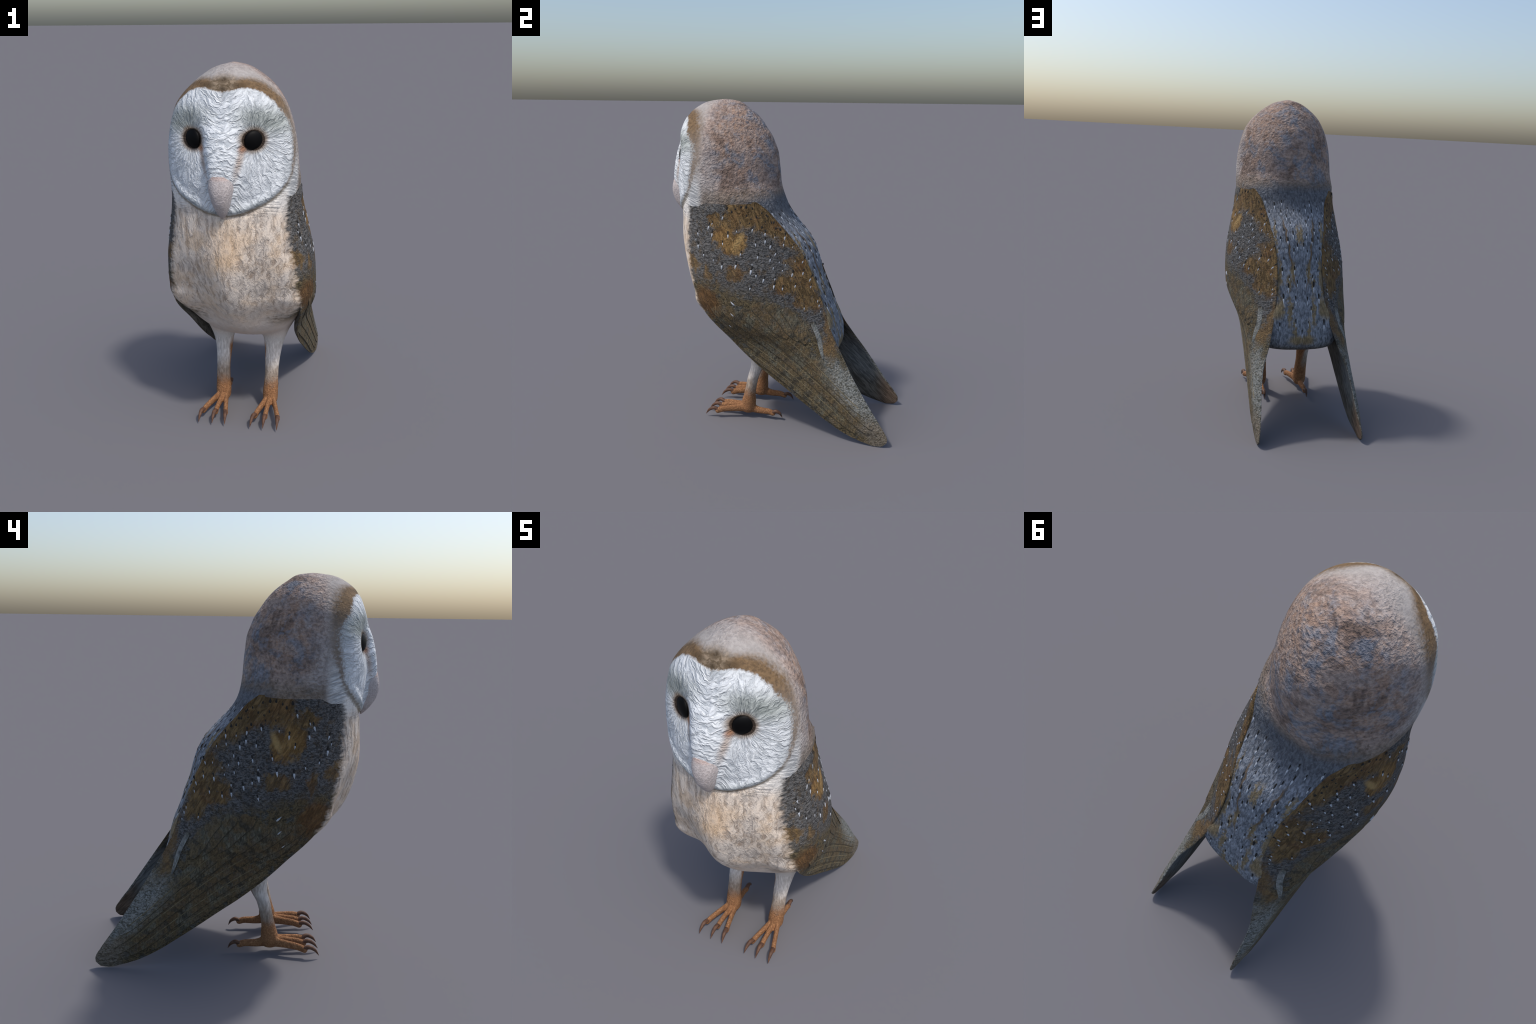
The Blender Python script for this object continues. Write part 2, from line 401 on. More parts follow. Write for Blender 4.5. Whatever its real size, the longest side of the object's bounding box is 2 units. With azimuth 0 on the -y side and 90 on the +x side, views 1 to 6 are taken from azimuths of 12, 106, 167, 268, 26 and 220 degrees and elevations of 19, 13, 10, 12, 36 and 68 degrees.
def breast_side(N):
    """0 on the breast, 1 on the flank where the wing plumage begins (ragged edge)."""
    rag = N.mul(N.sub(N.noise(N.stretch(30, 12, 60), 1, 3), .5), .08)
    edge = N.curve([(0, .62), (1, .44), (.17, .545), (.306, .490), (.44, .462), (.61, .435), (.75, .428), (.9, .428)],
                   N.mul(N.sub(N.z, .6), 1.25))
    # curve stores y + 0.95 over z 0.6 .. 1.4
    return N.st(-.012, .03, N.add(N.sub(N.y, N.sub(edge, .95)), rag))

def back_edge(N):
    """Distance behind the wing's rear edge (y), from the same control points as the wing."""
    zs = [.40, .50, .60, .70, .80, .90, 1.0, 1.1, 1.2, 1.3, 1.36, 1.42]
    pts = [((q - .4) / 1.02, float(rear_y(q)) + .3) for q in zs]
    e = N.curve([pts[0], pts[-1]] + pts[1:-1], N.mul(N.sub(N.z, .4), 1 / 1.02))
    return N.sub(N.y, N.sub(e, .3))

def back_grey(N):
    dash = N.noise(N.vec(N.mul(N.x, 95), N.mul(N.y, 40), N.mul(N.z, 36)), 1, 3, .6, .5)
    d = N.st(.30, .70, dash)
    return N.mix(d, (88, 92, 98), (150, 155, 163)), N.mix(d, (78, 80, 85), (116, 119, 124)), d

def mat_head():
    N = Mat('head_plumage')
    a = N.mul(N.math('ARCTAN2', N.ax, N.sub(N.z, RIM_C)), 1 / math.pi)
    pts = [(u, r) for u, r in zip(_ra, _rr)]
    pts = [pts[0], pts[-1]] + pts[1:-1]
    R = N.curve(pts, a)
    dz = N.sub(N.z, RIM_C)
    rad = N.math('SQRT', N.add(N.mul(N.ax, N.ax), N.mul(dz, dz)))
    rag = N.mul(N.sub(N.noise(N.P, 75, 3), .5), .018)
    d = N.add(N.sub(R, rad), rag)                      # inside > 0
    frontm = N.st(-.40, -.46, N.y)
    out = N.math('MULTIPLY', d, -1.0)
    # crown and nape
    lump0 = N.noise(N.stretch(1, 1.1, 1.3), 50, 3, .55, .35)
    lump = N.st(.28, .70, lump0)
    big = N.noise(N.P, 8, 4, .65, .5); big2 = N.noise(N.stretch(1.3, .9, 1.1), 9, 4, .7, .6); big3 = N.noise(N.stretch(.9, 1.2, 1.0), 12, 4, .7)
    back = N.st(-.44, -.24, N.add(N.y, N.mul(N.sub(big, .5), .25)))
    col = N.mix(lump, (146, 138, 134), (182, 174, 170))
    orange = N.mix(lump, (130, 104, 88), (176, 143, 119))
    om = N.mul(N.blob(N.y, N.z, -.22, 1.76, .17, .32, 20, .6), N.add(.4, N.mul(N.st(.38, .6, big3), .6)))
    col = N.mix(N.mx(N.mul(om, .9), N.mul(back, .58)), col, orange)
    brown = N.mix(lump, (88, 73, 64), (130, 108, 95))
    col = N.mix(N.mul(N.st(.46, .62, big), N.mul(back, .8)), col, brown)
    blue = N.mix(lump, (94, 103, 114), (134, 145, 158))
    col = N.mix(N.mul(N.st(.47, .66, big2), N.mul(back, .70)), col, blue)
    col = N.mix(N.mul(N.st(.62, .72, big3), N.mul(back, .6)), col, (72, 60, 50))
    neckm = N.st(1.52, 1.42, N.add(N.z, N.mul(N.sub(big3, .5), .1)))
    col = N.mix(N.mul(neckm, N.mul(N.st(-.50, -.38, N.y), .65)), col, N.mix(lump, (96, 86, 72), (126, 115, 100)))
    # nape runs into the blue-grey back
    bk1, bk2, dash = back_grey(N)
    nape = N.mul(N.st(1.475, 1.395, N.add(N.z, N.mul(N.sub(big, .5), .04))), N.st(-.20, -.07, N.y))
    col = N.mix(nape, col, bk2)
    # pale band behind the disc, white collar low down
    side = N.mul(N.st(.17, .03, out), frontm)
    col = N.mix(N.mul(side, .6), col, (160, 157, 153))
    streak = N.noise(N.vec(N.mul(N.x, 12), N.mul(N.y, 14), N.mul(N.add(N.z, N.mul(N.y, .3)), 105)), 1, 3, .6)
    sk = N.st(.35, .65, streak)
    coll = N.mul(N.mul(N.st(1.60, 1.46, N.z), N.st(.14, .04, out)), frontm)
    col = N.mix(N.mul(coll, .9), col, N.mix(sk, (160, 163, 166), (230, 231, 230)))
    # breast plumage below the chin
    cream, ch = cream_down(N)
    bre = N.mul(N.st(-.002, .012, out), N.mul(N.st(1.40, 1.36, N.add(N.z, N.mul(N.sub(N.ax, .15), -.2))), N.st(-.49, -.53, N.y)))
    col = N.mix(bre, col, cream)
    # brown band round the disc, broad over the forehead
    top = N.st(1.70, 1.86, N.z)
    bw = N.add(N.add(.010, N.mul(top, N.add(.020, N.mul(N.st(.24, .06, N.ax), .026)))), N.mul(N.st(.085, .0, N.ax), N.mul(top, .026)))
    ratio = N.math('DIVIDE', out, bw)
    band = N.mul(N.mul(N.st(-.006, .004, out), N.inv(N.st(.55, 1.15, ratio))), frontm)
    band = N.mul(band, N.st(1.37, 1.50, N.z))
    bn = N.noise(N.P, 60, 4, .7)
    bandc = N.mix(N.st(.3, .7, bn), (82, 62, 36), (124, 98, 66))
    bandc = N.mix(N.mul(N.st(.09, .04, N.ax), N.mul(top, .75)), bandc, N.mix(N.st(.4, .6, bn), (88, 74, 54), (150, 134, 114)))
    col = N.mix(N.mul(band, N.add(.62, N.mul(top, .32))), col, bandc)
    dk = N.mx(N.blob(N.ax, N.z, .0, 1.885, .022, .018, 0, .7), N.mx(N.blob(N.ax, N.z, .075, 1.903, .03, .013, 0, .8), N.blob(N.ax, N.z, 0, 1.928, .022, .014, 0, .8)))
    dk = N.mul(N.mul(dk, N.st(.35, .6, bn)), N.mul(N.st(.006, -.006, d), frontm))
    col = N.mix(N.mul(dk, .9), col, (56, 44, 28))
    grn = N.mul(N.st(1.50, 1.40, N.z), N.mul(N.st(-.004, .004, out), N.mul(N.st(.020, .008, out), frontm)))
    col = N.mix(N.mul(grn, .65), col, N.mix(bn, (84, 76, 58), (140, 122, 90)))
    # the white disc
    ex, ez = N.sub(N.ax, EYE[0]), N.sub(N.z, EYE[2])
    er = N.math('SQRT', N.add(N.mul(N.mul(ex, ex), .90), N.mul(ez, ez)))
    ea = N.math('ARCTAN2', ez, ex)
    wob = N.noise(N.P, 30, 2, .5)
    rays = N.noise(N.vec(N.add(N.mul(ea, 10.0), N.mul(wob, 2.2)), N.mul(er, 17), N.mul(N.x, 8)), 1, 3, .62, .5)
    arch = N.mul(N.ax, N.sub(N.mul(N.sub(N.z, 1.72), -3.2), .25))
    chev = N.noise(N.vec(N.mul(N.x, 20), N.mul(N.y, 10), N.add(N.mul(N.add(N.z, arch), 74), N.mul(wob, 2.6))), 1, 2, .5, .7)
    onr = N.st(.125, .075, N.ax)
    grain0 = N.add(N.mul(chev, onr), N.mul(rays, N.inv(onr)))
    grain = N.st(.28, .66, grain0)
    white = N.mix(grain, (188, 194, 199), (228, 232, 235))
    hollow = N.mul(N.blob(N.ax, N.z, .200, 1.750, .125, .055, -12, .7), .95)  # mask for grey shading painted on the disc above each eye
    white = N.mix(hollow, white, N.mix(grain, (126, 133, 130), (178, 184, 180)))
    edge = N.mul(N.st(.045, .0, d), N.st(1.44, 1.35, N.z))
    white = N.mix(N.mul(edge, .65), white, N.mix(grain, (96, 106, 106), (160, 168, 168)))
    rimg = N.mul(N.st(.05, .0, d), N.mul(N.st(1.42, 1.5, N.z), .25))
    white = N.mix(rimg, white, (150, 152, 148))
    och = N.mul(N.st(.074, .046, N.add(er, N.mul(N.sub(wob, .5), .02))), .75)
    white = N.mix(och, white, (132, 104, 72))
    tear = N.blob(N.ax, N.z, .090, 1.575, .013, .085, -14, .9)
    white = N.mix(N.mul(tear, .6), white, N.mix(wob, (120, 92, 66), (176, 138, 104)))
    tear2 = N.blob(N.ax, N.z, .098, 1.622, .016, .016, 0, .8)
    white = N.mix(N.mul(tear2, .7), white, (154, 104, 70))
    lid = N.st(.051, .046, er)
    white = N.mix(N.mul(lid, .9), white, (46, 32, 22))
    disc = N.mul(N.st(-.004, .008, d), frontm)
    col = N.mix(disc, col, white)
    hs = N.add(N.mul(lump0, 2.0), N.mul(N.noise(N.P, 130, 2), .5))
    soft = N.sub(1.0, N.mul(N.st(.13, .05, out), N.mul(frontm, .75)))
    h0 = N.add(N.mul(hs, N.mul(soft, N.inv(bre))), N.add(N.mul(coll, N.mul(sk, .45)), N.mul(bre, ch)))
    h = N.add(N.mul(disc, N.mul(N.add(grain0, N.mul(grain, .35)), 1.25)), N.mul(N.inv(disc), h0))
    return N.finish(col, h, .0075, 1.0)

def mat_torso():
    N = Mat('body_plumage')
    cream, ch = cream_down(N)
    big = N.noise(N.P, 7, 3, .6)
    # back
    bk, bk2, dash = back_grey(N)
    line = N.add(.052, N.mul(N.sub(N.z, .95), .16))
    wob = N.mul(N.sub(N.noise(N.stretch(0, 1, 1), 20, 2), .5), .03)
    ld = N.math('ABSOLUTE', N.sub(N.ax, N.add(line, wob)))
    lm = N.mul(N.st(.008, .003, ld), N.mul(N.st(1.28, 1.20, N.z), N.st(.80, .90, N.z)))
    bk = N.mix(N.mul(lm, .8), bk, (112, 88, 56))
    ld2 = N.math('ABSOLUTE', N.sub(N.sub(N.ax, .008), N.add(line, wob)))
    lm2 = N.mul(N.st(.005, .002, ld2), N.mul(N.st(1.28, 1.20, N.z), N.st(.98, 1.05, N.z)))
    bk = N.mix(N.mul(lm2, .55), bk, (56, 52, 48))
    bx = N.add(N.ax, N.mul(N.sub(N.noise(N.P, 34, 3, .65), .5), .07))
    for cx, cz, rx, rz in [(.010, 1.15, .012, .055), (.05, .93, .012, .06), (.130, .92, .012, .09), (.13, .72, .022, .06), (.075, .70, .012, .09), (.03, .525, .05, .03), (.15, 1.16, .010, .07), (.075, .86, .012, .05), (.045, .59, .012, .06), (.165, .70, .03, .05), (.155, 1.02, .010, .10), (.145, .83, .012, .06)]:
        bk = N.mix(N.mul(N.blob(bx, N.z, cx, cz, rx, rz, 0, .5), .9), bk, N.mix(dash, (108, 93, 66), (152, 132, 96)))
    cape = N.st(1.22, 1.35, N.add(N.z, N.mul(N.sub(big, .5), .06)))
    bk = N.mix(cape, bk, bk2)
    bk = N.mix(N.st(.50, .44, N.z), bk, N.mix(dash, (76, 71, 64), (108, 102, 94)))
    wing, wh = plumage(N)
    fl = N.mul(breast_side(N), N.st(.56, .70, N.z))
    col = N.mix(fl, cream, wing)
    rear = N.mx(N.mul(N.st(-.06, -.03, back_edge(N)), N.st(.40, .46, N.z)), N.st(.22, .32, N.y))
    col = N.mix(rear, col, bk)
    h = N.add(N.mul(N.inv(rear), N.add(N.mul(ch, N.inv(fl)), N.mul(wh, fl))), N.mul(rear, N.mul(dash, .55)))
    return N.finish(col, h, .0062, 1.0)

def mat_wing():
    N = Mat('wing_plumage')
    col, h = plumage(N)
    cream, ch = cream_down(N)
    fl = N.mx(breast_side(N), N.st(.70, .64, N.z))
    hh = N.add(N.mul(fl, h), N.mul(N.inv(fl), ch))
    return N.finish(N.mix(fl, cream, col), hh, .0085, 1.0)

def mat_lining():
    N = Mat('wing_lining')
    f = N.noise(N.vec(N.mul(N.x, 30), N.mul(N.add(N.y, N.z), 60), N.mul(N.sub(N.y, N.z), 10)), 1, 3, .6, .5)
    ff = N.st(.3, .7, f)
    col = N.mix(ff, (58, 55, 49), (100, 98, 92))  # base colour darkened for the shade on the wing's inner face
    col = N.mix(N.mul(N.blob(N.y, N.z, .50, .32, .16, .10, -45, .6), .7), col, N.mix(ff, (86, 92, 95), (124, 130, 132)))
    col = N.mix(N.mul(N.st(.55, .68, N.y), .8), col, N.mix(ff, (82, 66, 53), (116, 95, 78)))
    return N.finish(col, ff, .004, .8)

def feather_mat(name, kind):
    N = Mat(name)
    oi = N.n('ShaderNodeObjectInfo').outputs['Random']
    along = N.mul(N.sub(N.y, N.z), .707)
    base, h = plumage(N)
    bars = N.math('SINE', N.add(N.mul(along, 66.0), N.add(N.mul(oi, 6.0), N.mul(N.noise(N.P, 14, 3), 5.0))))
    barb = N.st(.34, .66, N.noise(N.vec(N.mul(N.x, 40), N.mul(N.y, 110), N.mul(N.z, 46)), 1, 3, .6, .8))
    pal = N.mx(N.blob(N.y, N.z, .56, .27, .25, .085, -43, .5), N.blob(N.y, N.z, .66, .08, .12, .08, -35, .5))
    tan = N.mix(barb, (82, 72, 53), (124, 108, 81))
    tan = N.mix(N.mul(oi, .4), tan, N.mix(barb, (84, 60, 34), (118, 86, 52)))
    col = N.mix(.55, base, tan)
    col = N.mix(N.mul(N.st(.48, .62, N.noise(N.stretch(1, 1, .8), 13, 4, .65)), .6), col, N.mix(barb, (70, 72, 62), (116, 118, 106)))
    col = N.mix(N.mul(N.mul(N.st(.45, .9, bars), N.mul(N.inv(N.mul(pal, .7)), N.st(.35, .6, N.noise(N.P, 11, 2)))), .75), col, N.mix(barb, (48, 45, 39), (78, 75, 66)))
    col = N.mix(N.mul(pal, .85), col, base)
    if kind == 'streak':
        fade = N.mul(N.st(.72, .66, N.z), N.st(.44, .56, N.z))
        col = N.mix(N.mul(fade, .45), col, N.mix(barb, (140, 146, 144), (184, 190, 190)))
        col = N.mix(N.mul(N.blob(N.y, N.z, .235, .715, .02, .016, -45, .6), .9), col, (40, 38, 36))
        col = N.mix(N.mul(N.blob(N.y, N.z, .285, .605, .014, .012, -45, .6), .7), col, (52, 50, 46))
    return N.finish(col, N.add(N.mul(barb, .5), N.mul(h, .6)), .0055, 1.0)

def mat_skin(name):
    N = Mat(name, .8)
    lump = N.st(.33, .67, N.noise(N.P, 120, 3, .6, .6)); big = N.noise(N.P, 30, 2)
    orange = N.mix(lump, (132, 92, 61), (168, 122, 84))
    orange = N.mix(N.mul(N.st(.5, .7, big), .4), orange, (120, 80, 52))
    fib = N.st(.33, .67, N.noise(N.vec(N.mul(N.x, 110), N.mul(N.y, 110), N.mul(N.z, 24)), 1, 3, .6))
    white = N.mix(fib, (180, 173, 167), (214, 208, 202))
    tan = N.mix(fib, (136, 122, 108), (172, 157, 142))
    zz = N.add(N.z, N.mul(N.sub(big, .5), .07))
    col = N.mix(N.st(.33, .22, zz), white, tan)
    col = N.mix(N.st(.225, .14, zz), col, orange)
    k = N.add(N.mul(N.add(N.y, .135), .75), N.mul(N.sub(.146, N.ax), .75))
    inner = N.mul(N.st(.008, .03, N.add(k, N.mul(N.sub(.3, N.z), .08))), N.st(.43, .36, zz))
    col = N.mix(inner, col, orange)
    return N.finish(col, N.add(N.mul(lump, N.st(.30, .15, N.z)), N.mul(fib, N.mul(N.st(.15, .30, N.z), .6))), .0028, 1.0)

def plain(name, a, b, rough, scale=60, dist=.002, spec=.3):
    N = Mat(name, rough, spec)
    f = N.noise(N.P, scale, 3, .6)
    return N.finish(N.mix(N.st(.3, .7, f), a, b), f, dist, .6)

M_head, M_torso, M_wing, M_lining = mat_head(), mat_torso(), mat_wing(), mat_lining()
M_leg = mat_skin('leg_skin')
M_flight, M_covert, M_streak = feather_mat('flight_feather', 'flight'), feather_mat('covert_feather', 'covert'), feather_mat('pale_feather', 'streak')
M_shaft = plain('feather_shaft', (92, 82, 60), (124, 112, 86), .7, 40)
M_edge = plain('feather_edge', (52, 47, 38), (76, 69, 55), .9, 60)
M_claw = plain('claw_horn', (78, 54, 41), (104, 74, 56), .55, 50)
M_eye = plain('eye_black', (7, 7, 8), (10, 10, 11), .5, 20, .0, .1)
M_white, M_dark = plain('white_spot', (152, 156, 162), (196, 200, 206), .85, 200), plain('dark_spot', (32, 31, 31), (50, 47, 44), .9, 200)

def mat_beak():
    N = Mat('beak_horn', .6, .35)
    f = N.st(.33, .67, N.noise(N.P, 110, 3, .6))
    col = N.mix(f, (172, 163, 161), (196, 187, 185))
    pink = N.mul(N.st(1.478, 1.50, N.z), .55)
    col = N.mix(pink, col, (194, 164, 152))
    col = N.mix(N.mul(N.st(1.36, 1.30, N.z), .4), col, (150, 144, 146))
    return N.finish(col, f, .0016, .9)
M_beak = mat_beak()

# ------------------------------------------------------------------ the thing
owl = bpy.data.objects.new('barn_owl', None); bpy.context.collection.objects.link(owl)
owl["label"] = "standing barn owl with white heart-shaped face and mottled wings"
owl["category"] = "owl"

# ---- one smooth body
VV, FF = [], []
def push(vf):
    v, f = vf; o = len(VV)
    VV.extend(v); FF.extend([tuple(i + o for i in q) for q in f])
push(torso_loft())
for sx in (1, -1):
    push(leg_tube(sx))
    for sp, rad in TOES:
        push(sweep([(sx * a, b, c) for a, b, c in sp], rad, 18))
me = new_mesh('body_raw', VV, FF)
bm = bmesh.new(); bm.from_mesh(me); bmesh.ops.recalc_face_normals(bm, faces=bm.faces); bm.to_mesh(me); bm.free()
raw = add('body_raw', me)
mod = raw.modifiers.new('remesh', 'REMESH'); mod.mode = 'VOXEL'; mod.voxel_size = .0048
mod = raw.modifiers.new('smooth', 'SMOOTH'); mod.factor = .5; mod.iterations = 4
dg = bpy.context.evaluated_depsgraph_get()
body = bpy.data.meshes.new_from_object(raw.evaluated_get(dg))
bpy.data.objects.remove(raw)
nv = len(body.vertices); co = np.empty(nv * 3); body.vertices.foreach_get('co', co); co = co.reshape(-1, 3)
ed = np.empty(len(body.edges) * 2, int); body.edges.foreach_get('vertices', ed); ed = ed.reshape(-1, 2)
def soften(co, wgt, n):
    """Laplacian smoothing of a weighted region."""
    keep = (wgt[ed[:, 0]] > 0) | (wgt[ed[:, 1]] > 0); e = ed[keep]
    cnt = np.bincount(e.ravel(), minlength=len(co)).astype(float); cnt[cnt == 0] = 1
    for _ in range(n):
        acc = np.stack([np.bincount(e[:, 0], co[e[:, 1], k], len(co)) + np.bincount(e[:, 1], co[e[:, 0], k], len(co)) for k in range(3)], 1)
        co = co + (wgt * .6)[:, None] * (acc / cnt[:, None] - co)
    return co
bw = sstep(.38, .43, co[:, 2]) * sstep(.68, .58, co[:, 2])
co = soften(co, bw, 36)
co = relief_face(co)
body.vertices.foreach_set('co', co.ravel()); body.update(); body.shade_smooth()
vn = np.empty(nv * 3); body.vertex_normals.foreach_get('vector', vn); vn = vn.reshape(-1, 3)

npoly = len(body.polygons)
loops = np.empty(len(body.loops), int); body.loops.foreach_get('vertex_index', loops)
ls = np.empty(npoly, int); lt = np.empty(npoly, int)
body.polygons.foreach_get('loop_start', ls); body.polygons.foreach_get('loop_total', lt)
cen = np.empty(npoly * 3); body.polygons.foreach_get('center', cen); cen = cen.reshape(-1, 3)
cx, cy, cz = cen.T
region = np.array(['torso'] * npoly, dtype=object)
region[cz > 1.375] = 'head'
region[(cz > 1.29) & (cz <= 1.375) & (cy < -.54)] = 'head'
side = np.where(cx > 0, 'R', 'L')
isleg = (cz < .425) & (cz >= .125) & (np.abs(cx) < .235) & (cy > -.26) & (cy < .02)
for s in 'RL':
    ms = side == s
    region[isleg & ms] = 'leg' + s
    ft = (cz < .125) & ms
    region[ft] = 'foot' + s
    axx = np.abs(cx)
    fr = ft & (cy < -.232)
    region[fr & (axx > .165)] = 'toe' + s + '0'
    region[fr & (axx <= .165) & (axx > .126)] = 'toe' + s + '1'
    region[fr & (axx <= .126)] = 'toe' + s + '2'
    region[ft & (cy > -.118)] = 'toe' + s + '3'

def cut(name, key, mat, parent):
    idx = np.nonzero(region == key)[0]
    polys = [loops[ls[i]:ls[i] + lt[i]] for i in idx]
    used = np.unique(np.concatenate(polys)); remap = -np.ones(nv, int); remap[used] = np.arange(len(used))
    m = bpy.data.meshes.new(name)
    m.from_pydata(co[used].tolist(), [], [tuple(int(v) for v in remap[p]) for p in polys])
    m.update(); m.shade_smooth()
    m.normals_split_custom_set_from_vertices(vn[used].tolist())
    return add(name, m, parent, [mat])

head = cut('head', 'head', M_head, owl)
torso = cut('torso', 'torso', M_torso, owl)
feet = {}
for s in 'RL':
    cut('leg', 'leg' + s, M_leg, owl)
    feet[s] = cut('foot', 'foot' + s, M_leg, owl)
    for k in '0123':
        cut('toe', 'toe' + s + k, M_leg, feet[s])

# ---- claws
for s, sx in (('R', 1), ('L', -1)):
    for sp in CLAWS:
        v, f = sweep([(sx * a, b, c) for a, b, c in sp], [(.0135, .0125), (.0120, .0115), (.0085, .0085), (.0012, .0012)], 16, True, True, 8)
        add('claw', new_mesh('claw', v, f), feet[s], [M_claw])

# ---- eyes: dark, almost flat lenses set into the hollows
for sx in (1, -1):
    bm = bmesh.new(); bmesh.ops.create_uvsphere(bm, u_segments=40, v_segments=24, radius=1.0)
    nrm = Vector((.57, -.82, .0)).normalized(); up = Vector((0, 0, 1)); rt = up.cross(nrm).normalized()
    for v in bm.verts:
        a, b, c = v.co
        inner = max(0, -a) * max(0, -b)                # drawn-out inner corner
        p = Vector((EYE[0] + .002, EYE[1], EYE[2])) + rt * (a * .0525) + up * (b * .0455 - inner * .012) + nrm * (c * .020 + .002)
        v.co = (sx * p.x, p.y, p.z)
    m = bpy.data.meshes.new('eye'); bm.to_mesh(m); bm.free(); m.shade_smooth()
    add('eye', m, head, [M_eye])

# ---- beak
def build_beak():
    zz = np.linspace(0, 1, 34); n = 33; V = []
    fy = pchip([1.505, 1.46, 1.43, 1.38, 1.336, 1.30, 1.285], [-.722, -.7325, -.7345, -.7245, -.699, -.667, -.6485])
    by = pchip([1.505, 1.46, 1.38, 1.30, 1.285], [-.64, -.650, -.650, -.643, -.642])
    bw = pchip([1.505, 1.49, 1.455, 1.405, 1.34, 1.30, 1.285], [.056, .060, .0625, .0535, .0335, .015, .003])
    for t in zz:
        z0 = 1.505 - .220 * t
        for a in np.linspace(-1, 1, n):
            ang = a * math.pi / 2
            x = float(bw(z0)) * math.copysign(abs(math.sin(ang)) ** .8, ang)
            y = float(by(z0)) + (float(fy(z0)) - float(by(z0))) * math.cos(ang) ** .85
            z = z0 - .012 * (abs(a) ** 2) * (1 - t)
            V.append((x, y, z))
    F = grid_faces(len(zz), n)
    for i in range(len(zz) - 1):                       # rear wall
        F.append((i * n, (i + 1) * n, (i + 1) * n + n - 1, i * n + n - 1))
    F.append(tuple(range(n))); F.append(tuple(range(len(V) - n, len(V))))
    m = new_mesh('beak', V, F)
    bm = bmesh.new(); bm.from_mesh(m); bmesh.ops.recalc_face_normals(bm, faces=bm.faces); bm.to_mesh(m); bm.free()
    m.set_sharp_from_angle(angle=math.radians(50))
    add('beak', m, head, [M_beak])
build_beak()

# ---- wings
FRONT_EDGE = [(-.46, 1.402), (-.455, 1.30), (-.44, 1.20), (-.43, 1.09), (-.425, .97), (-.425, .87), (-.422, .797), (-.385, .735), (-.325, .664),
              (-.249, .584), (-.171, .502), (-.091, .432), (-.01, .368), (.097, .295), (.188, .232), (.303, .155), (.41, .088), (.511, .040), (.598, .014), (.66, .001), (.705, .006)]
REAR_EDGE = [(-.10, 1.410), (-.04, 1.362), (.01, 1.30), (.055, 1.25), (.095, 1.20), (.165, 1.10), (.213, 1.0), (.255, .90), (.295, .80), (.33, .70),
             (.375, .60), (.406, .55), (.438, .50), (.47, .45), (.511, .386), (.586, .272), (.652, .175), (.702, .105), (.732, .048), (.730, .030)]
def polyline(P):
    P = np.array(P); d = np.r_[0, np.cumsum(np.hypot(*np.diff(P, axis=0).T))]; d /= d[-1]
    a, b = pchip(d, P[:, 0]), pchip(d, P[:, 1])
    return lambda t: np.stack([a(t), b(t)], -1)
fe, re_ = polyline(FRONT_EDGE), polyline(REAR_EDGE)

def wing_outer(y, z, s=None):
    return outer_x(y, z)

def build_wing(sx):
    nr, nc = 170, 90
    T = np.linspace(0, 1, nr) ** .97; S = .5 - .5 * np.cos(np.linspace(0, 1, nc) * math.pi) * .999
    A, B = fe(T), re_(T)
    Y = A[:, :1] + (B[:, :1] - A[:, :1]) * S; Z = A[:, 1:] + (B[:, 1:] - A[:, 1:]) * S
    X = outer_x(Y, Z)
    for _ in range(25):
        X[1:-1, 1:-1] = .5 * X[1:-1, 1:-1] + .125 * (X[:-2, 1:-1] + X[2:, 1:-1] + X[1:-1, :-2] + X[1:-1, 2:])
    chord = np.hypot(A[:, 0] - B[:, 0], A[:, 1] - B[:, 1])[:, None]
    df = S[None] * chord                               # distance from the front edge
    free = sstep(.80, .66, Z)                          # below: the wing stands free of the body
    delta = -.006 + .009 * sstep(0, .07, df)
    delta = delta * (1 - free) + 0 * free
    delta += -.006 * sstep(1.365, 1.405, Z)
    X = X + delta
    th = .011 + .028 * np.sin(np.clip(S, 0, 1) * math.pi)[None] ** .8 * sstep(0, .12, 1 - T)[:, None]
    th = np.minimum(th, .35 * chord + .004) + .030 * sstep(.30, .52, Z) * np.sin(np.clip(S, 0, 1) * math.pi)[None] ** .5
    ed = np.minimum(df, chord - df)
    th = np.where(ed < .02, th * (.35 + .65 * np.sqrt(np.clip(ed / .02, 0, 1))), th)
    XI = X - th
    V = [(sx * X[i, j], Y[i, j], Z[i, j]) for i in range(nr) for j in range(nc)]
    V += [(sx * XI[i, j], Y[i, j], Z[i, j]) for i in range(nr) for j in range(nc)]
    o = nr * nc
    F = grid_faces(nr, nc); nout = len(F)
    F += grid_faces(nr, nc, off=o, flip=True); nin = len(F)
    for i in range(nr - 1):
        a, b = i * nc, (i + 1) * nc
        F.append((a, b, o + b, o + a)); a += nc - 1; b += nc - 1
        F.append((b, a, o + a, o + b))
    for j in range(nc - 1):
        F.append((j + 1, j, o + j, o + j + 1)); k = (nr - 1) * nc + j
        F.append((k, k + 1, o + k + 1, o + k))
    m = new_mesh('wing', V, F)
    for i in range(nout, nin):
        if (i - nout) % (nc - 1) < nc * .86: m.polygons[i].material_index = 1
    bm = bmesh.new(); bm.from_mesh(m); bmesh.ops.recalc_face_normals(bm, faces=bm.faces); bm.to_mesh(m); bm.free()
    m.set_sharp_from_angle(angle=math.radians(60))
    return add('wing', m, owl, [M_wing, M_lining])

